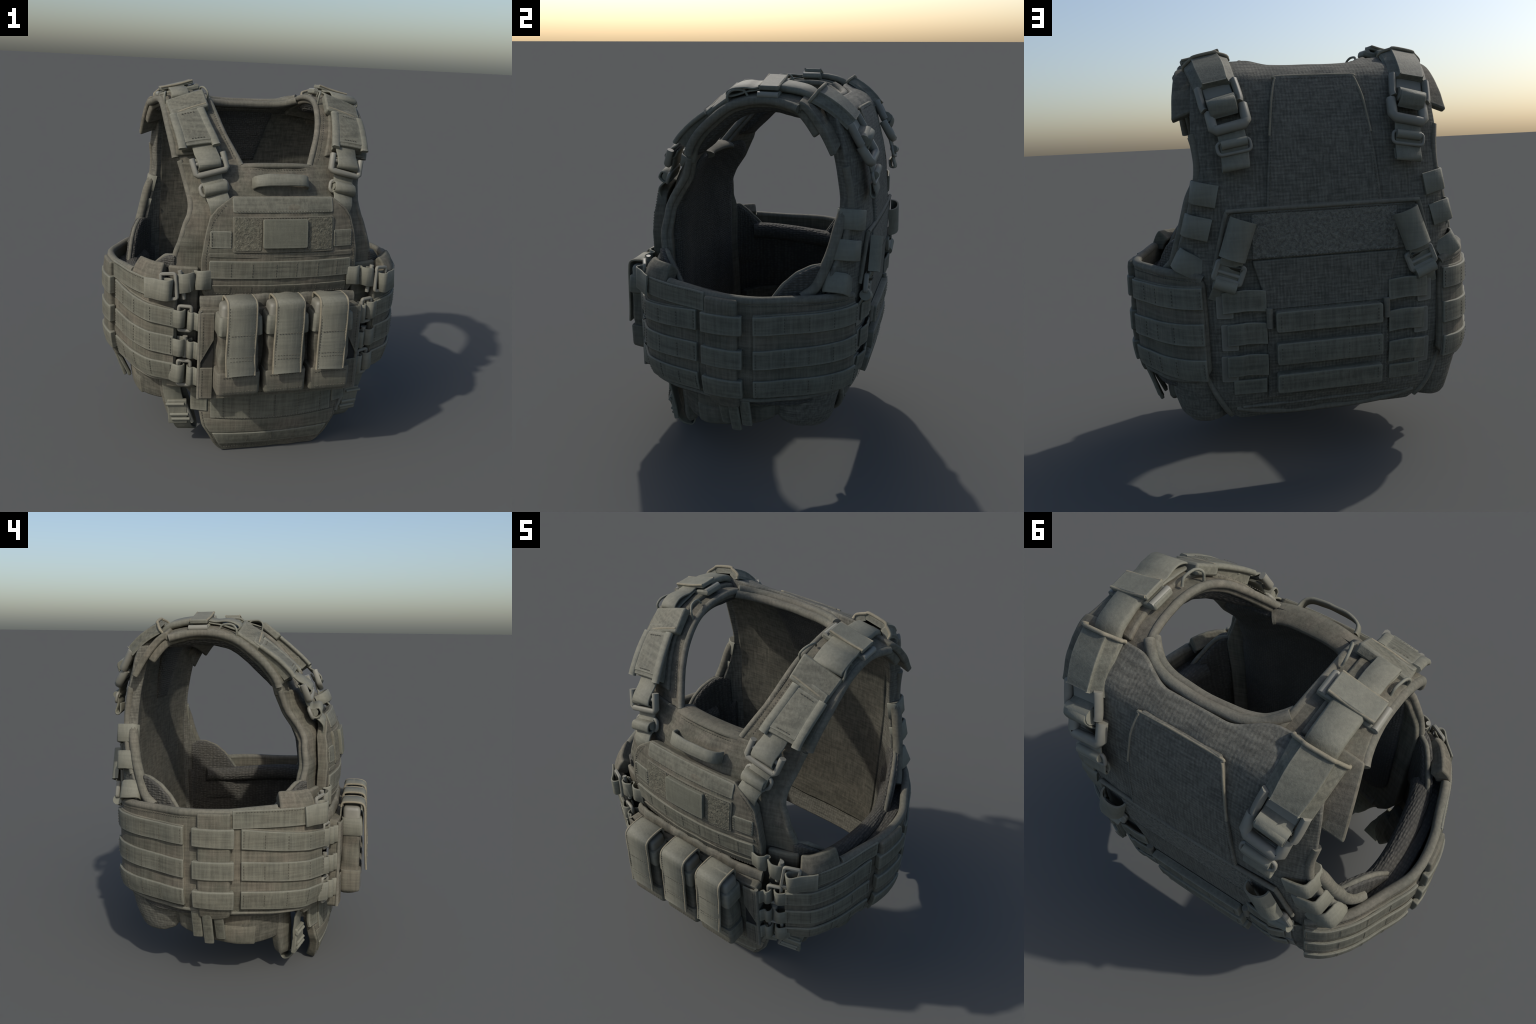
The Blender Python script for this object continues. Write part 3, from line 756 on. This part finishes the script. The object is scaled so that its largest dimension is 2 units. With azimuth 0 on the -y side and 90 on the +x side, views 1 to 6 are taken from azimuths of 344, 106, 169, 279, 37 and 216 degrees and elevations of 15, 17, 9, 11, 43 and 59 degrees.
    for v in np.linspace(0, 1, 7):
        a = tl + (bl - tl) * v; b = tr + (br - tr) * v; sag = .012 * math.sin(math.pi * v)
        rows.append([a + (b - a) * u + no * (h + (.010 * math.sin(math.pi * min(1, v * 1.15)) if .21 < u < .79 else 0) + sag) for u, h in [((u - .5) * (1 + (.10 * math.sin(math.pi * v) if .1 < u < .9 else 0)) + .5, h) for u, h in prof]])
    ob = slab('faceted_cover', rows, .030, no, M['web'], g, bevel=.003)
    ob.data.set_sharp_from_angle(angle=math.radians(14))
    for a, b in ((tl, tr),):
        tube('cover_lip', [a + (b - a) * u + no * (h + .004) for u, h in ((.0, -.02), (.02, .006), (.20, .030), (.26, .040), (.5, .042), (.74, .040), (.80, .030), (.98, .006), (1.0, -.02))], .008, M['pale_edge'], g, n=24)
    build_rear_buckle(g)
    build_front_buckle(g)
    st.row([shoulder(t, .985, .013) for t in np.linspace(7.6, 9.7, 14)], sh_n(8.7))
    st.done('stitching', g)

def build_rear_buckle(g):
    # side release buckle, then webbing with a wire slide and a folded tail
    o = A(0, 1, .25)
    p0, p1 = A(.437, .572, 1.800), A(.418, .634, 1.690)
    dn = unit(p1 - p0); axx = unit(A(.98, 0, -.24)); no = unit(np.cross(axx, dn)); no = no if no[1] > 0 else -no
    for s in (-1, 1):
        V, F = sweep(smooth_curve([p0 + axx * s * .080 + dn * -.01, p0 + axx * s * .082 + dn * .04, p0 + axx * s * .082 + dn * .085, p0 + axx * s * .078 + dn * .103], 14), flat_prof(.040, .032, .42), no)
        mesh_obj('buckle_prong', V, F, M['plastic'], g, sharp=60)
    block('buckle_core', p0 + dn * .035 - no * .012, axx, dn, .125, .09, .02, M['plastic'], g)
    # webbing wrapped on the bar
    q = p0 + dn * .095 + no * .010
    tube('webbing_roll', [q - axx * .062, q + axx * .062], .032, M['web'], g, smooth_path=False, k=12)
    ribbon('webbing', [p0 + dn * -.01 - no * .022, p0 + dn * .04 - no * .016, q + no * .03, q + dn * .035 + no * .012, q + dn * .05 - no * .015], tuple(axx), .118, .010, M['web'], g, n=24)
    # lower half frame
    c = A(.402, .640, 1.662); dn2 = unit(A(-.02, .10, -.16)); ax2 = unit(A(.97, 0, -.22))
    w, h = .074, .046
    P = [c - ax2 * w - dn2 * h, c - ax2 * w + dn2 * h * .7, c - ax2 * (w - .012) + dn2 * h, c + ax2 * (w - .012) + dn2 * h, c + ax2 * w + dn2 * h * .7, c + ax2 * w - dn2 * h]
    V, F = sweep(np.array(P), flat_prof(.044, .042, .3), np.cross(ax2, dn2)); mesh_obj('buckle_frame', V, F, M['plastic'], g, sharp=60)
    # webbing, slide and tail
    a, b = c + dn2 * .03, A(.388, .676, 1.545)
    ribbon('webbing', [a - A(0, .01, 0), (a + b) / 2 - A(0, .004, 0), b, A(.386, .682, 1.50), A(.386, .692, 1.462), A(.386, .684, 1.447), A(.386, .668, 1.458), A(.386, .664, 1.50)], (1, 0, -.16), .118, .009, M['web'], g, n=40)
    tube('webbing_roll', [b + A(-.056, .008, .020), b + A(.056, .008, .002)], .020, M['web'], g, smooth_path=False, k=10)
    frame_ring('wire_slide', b + A(0, .004, -.004), (1, 0, -.16), (0, .25, -1), .142, .052, .008, M['plastic'], g, corner=.016)

def build_front_buckle(g):
    o = A(0, -1, .35)
    # webbing out of the cover, wrapped over the square ring
    axx = unit(A(.97, -.0, -.24))
    p = A(.390, -.315, 1.695); c = A(.370, -.362, 1.598)
    ribbon('webbing', [A(.396, -.235, 1.735), A(.392, -.283, 1.695), A(.386, -.322, 1.660), A(.378, -.370, 1.632), A(.374, -.392, 1.604), A(.374, -.378, 1.585), A(.375, -.345, 1.600), A(.38, -.325, 1.63)], tuple(axx), .118, .010, M['web'], g, n=44)
    dn = unit(A(-.0, -.35, -.93)); dn = unit(dn - axx * np.dot(axx, dn)); no = unit(np.cross(axx, dn)); no = no if no[1] < 0 else -no
    w, h = .082, .046
    C = A(.371, -.368, 1.603)
    P = [C - axx * w - dn * h, C - axx * w + dn * h * .8, C - axx * (w - .008) + dn * h, C + axx * (w - .008) + dn * h, C + axx * w + dn * h * .8, C + axx * w - dn * h]
    V, F = sweep(np.array(P), flat_prof(.034, .028, .28), no); mesh_obj('square_ring', V, F, M['plastic'], g, sharp=50)
    tube('ring_bar', [C - axx * .075 - dn * .012, C + axx * .075 - dn * .012], .012, M['plastic'], g, smooth_path=False)
    # lower webbing with slide and tail into the pocket seam
    ribbon('webbing', [A(.370, -.352, 1.600), A(.365, -.362, 1.56), A(.360, -.374, 1.525), A(.352, -.402, 1.496), A(.348, -.412, 1.47)], tuple(axx), .112, .010, M['web'], g, n=26)
    b = A(.349, -.408, 1.487)
    tube('webbing_roll', [b - axx * .056, b + axx * .056], .024, M['web'], g, smooth_path=False, k=10)
    ribbon('webbing_loop', [A(.350, -.385, 1.50), A(.350, -.43, 1.512), A(.348, -.446, 1.480), A(.346, -.425, 1.458), A(.346, -.395, 1.462)], tuple(axx), .118, .009, M['web'], g, n=26)
    frame_ring('slide', b + A(0, .016, -.004), axx, (0, -.4, -1), .140, .060, .010, M['plastic'], g)
    ribbon('webbing_tail', [A(.345, -.395, 1.470), A(.341, -.432, 1.452), A(.333, -.458, 1.425), A(.325, -.462, 1.395), A(.315, -.455, 1.36)], tuple(unit(A(.95, .02, -.30))), .112, .010, M['web'], g, n=24)

# ---------------------------------------------------------------------- belt
def build_belt():
    g = group('waist_belt')
    ztop = table((0, 1.018), (.05, 1.025), (.2, 1.026), (.3, 1.016), (.41, 1.005), (.6, 1.002), (.8, .998), (.95, .992), (.985, .985), (1, .955))
    zbot = table((0, .470), (.03, .452), (.1, .446), (.25, .443), (.4, .450), (.56, .468), (.76, .470), (.9, .490), (.97, .505), (1, .55))
    S = np.linspace(0, 1, 64)
    G = []
    for v in np.linspace(0, 1, 20): G.append([belt(s, zbot(s) + (ztop(s) - zbot(s)) * v) for s in S])
    slab('belt_body', G, .035, (1, 0, 0), M['cordura'], g, wrinkle=.003, wscale=7, bevel=.012, seg=3)
    tube('belt_binding', [belt(s, ztop(s) - .004, -.016) for s in np.linspace(0.23, .99, 30)], .022, M['pad'], g, n=90, k=10)
    tube('belt_binding', [belt(s, zbot(s) + .012, .000) for s in np.linspace(.02, .98, 30)], .011, M['pad'], g, n=90)
    rows3 = [((0, .872, .778), (.37, .922, .817), (.59, .930, .835), (1, .941, .842)),
             ((0, .728, .620), (.37, .752, .652), (.59, .757, .660), (1, .779, .677)),
             ((0, .578, .472), (.37, .594, .496), (.59, .602, .513), (1, .614, .515))]
    tops = [table(*[(a, b) for a, b, c in r]) for r in rows3]; bots = [table(*[(a, c) for a, b, c in r]) for r in rows3]
    st = Stitch(); nb = lambda q: A(SX * 0 + q[0], q[1] - .08, 0)
    def span(s0, s1, hb, hs, bars, nu=26):
        # raised backing with three webbing bars
        rr = np.linspace(0, 1, 14)
        Sx = np.linspace(s0, s1, nu)
        G = [[belt(s, bots[2](s) - .004 + (tops[0](s) + .006 - bots[2](s) + .004) * v) for s in Sx] for v in rr]
        out = belt((s0 + s1) / 2, .8, 1) - belt((s0 + s1) / 2, .8, 0)
        slab('strip_backing', G, hb + .004, out, M['cordura'], g, rise=hb, wrinkle=.004, wscale=11, bevel=.006)
        for i in range(3):
            rows = np.linspace(0, 1, 5)
            Gs = [[belt(s, bots[i](s) + (tops[i](s) - bots[i](s)) * v, 0) for s in np.linspace(s0, s1, nu)] for v in rows]
            slab('webbing_strip', Gs, .014, out, M['web'], g, rise=hs, wrinkle=.0015, wscale=12, bevel=.004, seed=i)
            for sb in bars:
                st.row([belt(sb, z, hs + .0015) for z in np.linspace(bots[i](sb) + .006, tops[i](sb) - .006, 4)], nb)
    span(.005, .372, .008, .021, (.015, .10, .19, .28, .362))
    span(.590, .992, .008, .021, (.60, .70, .79, .88, .984))
    # vertical side pocket with wider bars
    G = [[belt(s, .452 + (1.006 - .452) * v - .018 * math.sin(math.pi * (s - .412) / .125) * (1 - v) ** 3) for s in np.linspace(.412, .537, 12)] for v in np.linspace(0, 1, 20)]
    slab('utility_pocket', G, .04, (1, 0, 0), M['cordura'], g, rise=.024, puff=.006, wrinkle=.007, wscale=10, bevel=.010, seg=3)
    for i in range(3):
        Gs = [[belt(s, bots[i](s) + .004 + (tops[i](s) - bots[i](s)) * v, .006 * (1 - (2 * (s - .478) / .155) ** 2)) for s in np.linspace(.402, .553, 16)] for v in np.linspace(0, 1, 5)]
        slab('pocket_bar', Gs, .036, (1, 0, 0), M['web'], g, rise=.036, wrinkle=.002, bevel=.006)
    # upper webbing tier at the front
    Gs = [[belt(s, .925 + (1.022 - .925) * v + .018 * (.08 - s) * 0 - .02 * max(0, s - .2), 0) for s in np.linspace(.055, .405, 24)] for v in np.linspace(0, 1, 5)]
    slab('flat_webbing', Gs, .012, belt(.2, 1, 1) - belt(.2, 1, 0), M['web'], g, rise=.010, bevel=.004)
    st.row([belt(s, 1.012 - .02 * max(0, s - .2), .0115) for s in np.linspace(.06, .40, 20)], nb)
    st.row([belt(s, ztop(s) - .025, .002) for s in np.linspace(.56, .98, 24)], nb)
    st.row([belt(s, zbot(s) + .026, .002) for s in np.linspace(.04, .98, 40)], nb)
    # standing front corner of the belt
    G = [[belt(s, 1.00 + (.095 - .03 * max(0, (.10 - s) / .05) * 0) * v, -.004 - .05 * v * v) for s in np.linspace(.062, .222, 12)] for v in np.linspace(0, 1, 8)]
    slab('folded_flap', G, .07, belt(.14, 1, 1) - belt(.14, 1, 0), M['cordura'], g, rise=.012, wrinkle=.006, wscale=14, bevel=.014, seg=3)
    # hanging loops below the side pocket
    for y, x, z, d in ((.030, .742, .288, .0), (.088, .752, .268, .012), (.146, .776, .308, .0)):
        quad_slab('hanging_tab', [(x + d, y - .028, z), (x + d, y + .028, z), (.828 + d, y + .028, .475), (.828 + d, y - .028, .475)], (1, 0, -.4), .020, M['web'], g, n=7, bulge=.004, bevel=.006)
    # inner padding, rounded top profile, sagging below the belt
    P = smooth_curve([(.53, -.375), (.605, -.335), (.675, -.24), (.715, -.10), (.735, .06), (.735, .20), (.705, .34), (.650, .44), (.58, .505), (.53, .52)], 44)
    zt = table((0, .95), (.26, .94), (.32, .932), (.5, .935), (.62, .938), (1, .95))
    zb = table((0, .50), (.20, .44), (.7, .44), (1, .50))
    G = []
    for v in np.linspace(0, 1, 22):
        row = []
        for u, p in zip(np.linspace(0, 1, 44), P):
            z = zb(u) + (zt(u) - zb(u)) * v
            c = A(.45, .10); k = 1 - .11 * max(0, (.55 - z) / .3)
            q = c + (A(*p) - c) * k; row.append(A(q[0], q[1], z))
        G.append(row)
    slab('belt_padding', G, .055, (-1, 0, 0), M['mesh'], g, puff=.03, wrinkle=.004, bevel=.025, seg=3)
    # rounded cushions rising beside the armholes
    for nm, Q, T in (('armhole_cushion', [(.700, .225), (.672, .315), (.640, .395), (.604, .468), (.555, .515)], table((0, .93), (.10, .985), (.22, 1.05), (.40, 1.105), (.62, 1.138), (.80, 1.142), (1, 1.12))),
                     ('armhole_cushion', [(.690, -.150), (.660, -.205), (.615, -.268), (.570, -.322), (.520, -.360)], table((0, .90), (.2, .95), (.40, 1.02), (.60, 1.08), (.80, 1.125), (1, 1.13)))):
        C = smooth_curve(Q, 18)
        G = [[A(c[0], c[1], .72 + (T(u) - .72) * v) for u, c in zip(np.linspace(0, 1, 18), C)] for v in np.linspace(0, 1, 16)]
        slab(nm, G, .045, (-1, 0, 0), M['mesh'], g, puff=.012, wrinkle=.004, bevel=.020, seg=3)
        tube('cushion_binding', [A(c[0] + .024, c[1], T(u) - .008) for u, c in zip(np.linspace(0, 1, 18), C)], .012, M['pad'], g, n=40)
    # padded skirt hanging under the belt, with a folded lower hem
    Q = smooth_curve([(.535, -.275), (.60, -.235), (.660, -.165), (.690, -.09), (.697, .02), (.694, .14), (.688, .25), (.66, .34)], 34)
    zq = table((0, .262), (.2, .252), (.34, .246), (.5, .246), (.7, .272), (.88, .330), (1, .37))
    G = []
    for v in np.linspace(0, 1, 14):
        G.append([A(.45, .06, 0) + (A(q[0], q[1], 0) - A(.45, .06, 0)) * (1 + .10 * v) + A(0, 0, zq(u) + (.54 - zq(u)) * v) for u, q in zip(np.linspace(0, 1, 34), Q)])
    slab('padding_skirt', G, .05, (1, 0, 0), M['liner'], g, puff=.008, wrinkle=.005, wscale=8, bevel=.016, seg=3)
    H = np.array(G)[:, 11:30]
    slab('skirt_panel', H[4:], .02, (1, 0, 0), M['cordura'], g, rise=.004, puff=.010, wrinkle=.006, wscale=9, bevel=.008)
    slab('skirt_fold', H[:6], .02, (1, 0, 0), M['cordura'], g, rise=.010, puff=.012, wrinkle=.006, wscale=9, bevel=.008)
    # soft roll lining the belt
    tube('roll_cushion', [A(p[0] - .035, p[1], .915 + .02 * math.cos(k * .5)) for k, p in enumerate(P[9:36:3])], .052, M['mesh'], g, n=50, k=12)
    st.done('stitching', g)
    build_closure()

def build_closure():
    """buckles joining the belt to the chest panel"""
    g = group('belt_closure')
    # top strap with rectangular ring
    up = (-.10, 0, 1)
    ribbon('strap', [(.372, -.500, 1.028), (.415, -.512, 1.030), (.440, -.500, 1.028), (.452, -.480, 1.024), (.468, -.492, 1.020), (.492, -.503, 1.016), (.522, -.496, 1.010), (.540, -.474, 1.006), (.530, -.452, 1.006), (.50, -.450, 1.01)], up, .102, .009, M['web'], g, n=60)
    frame_ring('rectangular_ring', (.585, -.474, .993), (.85, .42, -.12), (-.20, 0, 1), .078, .130, .010, M['plastic'], g, corner=.010, square=True)
    ribbon('strap', [(.700, -.405, .972), (.665, -.440, .974), (.640, -.468, .976), (.612, -.500, .978), (.588, -.505, .980), (.572, -.486, .982), (.590, -.462, .980), (.63, -.435, .978)], (-.12, 0, 1), .108, .009, M['web'], g, n=50)
    tube('ring_pin', [(.53, -.470, 1.075), (.515, -.480, 1.00), (.508, -.480, .925)], .012, M['plastic'], g)
    # three rows of loops
    for z, hh, ring in ((.826, .096, True), (.668, .094, False), (.523, .100, True)):
        w = .034 if ring else .045
        ribbon('strap_loop', [(.575, -.470, z), (.560, -.495, z), (.535, -.516, z), (.512, -.510, z), (.503, -.490, z), (.51, -.468, z), (.54, -.452, z)], (0, 0, 1), hh, .009, M['web'], g, n=34)
        ribbon('strap_loop', [(.425, -.535, z - .006), (.444, -.556, z - .006), (.452, -.545, z - .006), (.462, -.535, z - .006), (.478, -.540, z - .006), (.490, -.522, z - .006), (.482, -.490, z - .006), (.46, -.475, z - .006)], (0, 0, 1), hh, .009, M['web'], g, n=40)
        if ring:
            frame_ring('closure_ring', (.503, -.497, z - .002), (.92, .35, 0), (0, 0, 1), .066, hh + .036, .010, M['plastic'], g, corner=.010)
        else:
            tube('closure_pin', [(.500, -.495, z + .058), (.498, -.492, z), (.500, -.495, z - .058)], .014, M['plastic'], g)
    # dark filling behind the closures: the chest carrier edge wrap
    G = [[A(x, y, z) for x, y in ((.43, -.45), (.48, -.435), (.53, -.42), (.58, -.395))] for z in np.linspace(.40, 1.08, 10)]
    slab('carrier_wrap', G, .03, (0, -1, 0), M['cordura'], g, wrinkle=.006, bevel=.01)
    # slanted groin strap with ladder buckle and the soft tab behind it
    up = unit(A(.97, .25, -.05))
    ribbon('groin_strap', [(.555, -.385, .44), (.545, -.362, .38), (.532, -.352, .31), (.522, -.352, .27), (.500, -.352, .20)], tuple(up), .098, .010, M['web'], g, n=26)
    c = A(.508, -.356, .226); ay = unit(A(.34, -.03, .94))
    block('ladder_buckle', c, up, ay, .108, .150, .026, M['web'], g, bevel=.006)
    for d in (-.045, -.015, .055):
        tube('buckle_rib', [c + ay * d - up * .05 + A(0, -.016, 0), c + ay * d + up * .05 + A(.0, -.016, 0)], .009, M['web'], g, smooth_path=False)
    tube('buckle_rail', [c - up * .058 + ay * .075, c - up * .058 - ay * .075], .012, M['plastic'], g, smooth_path=False)
    ribbon('strap_tail', [c - ay * .06 + A(0, -.004, 0), A(.470, -.335, .120), A(.440, -.295, .088), A(.432, -.27, .11), A(.455, -.28, .20), A(.50, -.29, .33)], tuple(up), .094, .009, M['web'], g, n=34)
    G = []
    for v in np.linspace(0, 1, 14):
        z = .13 + .30 * v; wv = .052 * math.sin(math.pi * min(1, .12 + v * .55)) ** .6
        cx, cy = .505 + .055 * v, -.292 + .03 * v - .02 * v
        G.append([A(cx + (u * 2 - 1) * wv * 1.1, cy + (u * 2 - 1) * .03, z) for u in np.linspace(0, 1, 9)])
    slab('soft_tab', G, .05, (.5, -.85, 0), M['pad'], g, puff=.012, wrinkle=.004, bevel=.016, seg=3)

# ----------------------------------------------------------------- assemble
def main():
    global ROOT
    make_materials()
    ROOT = None
    r = bpy.data.objects.new('tactical_vest', None); bpy.context.scene.collection.objects.link(r)
    r['label'] = 'olive drab padded tactical vest with webbing straps, buckles and three pouches'
    r['category'] = 'tactical vest'
    ROOT = r
    build_front()
    build_back()
    both(build_shoulder)
    both(build_belt)

main()
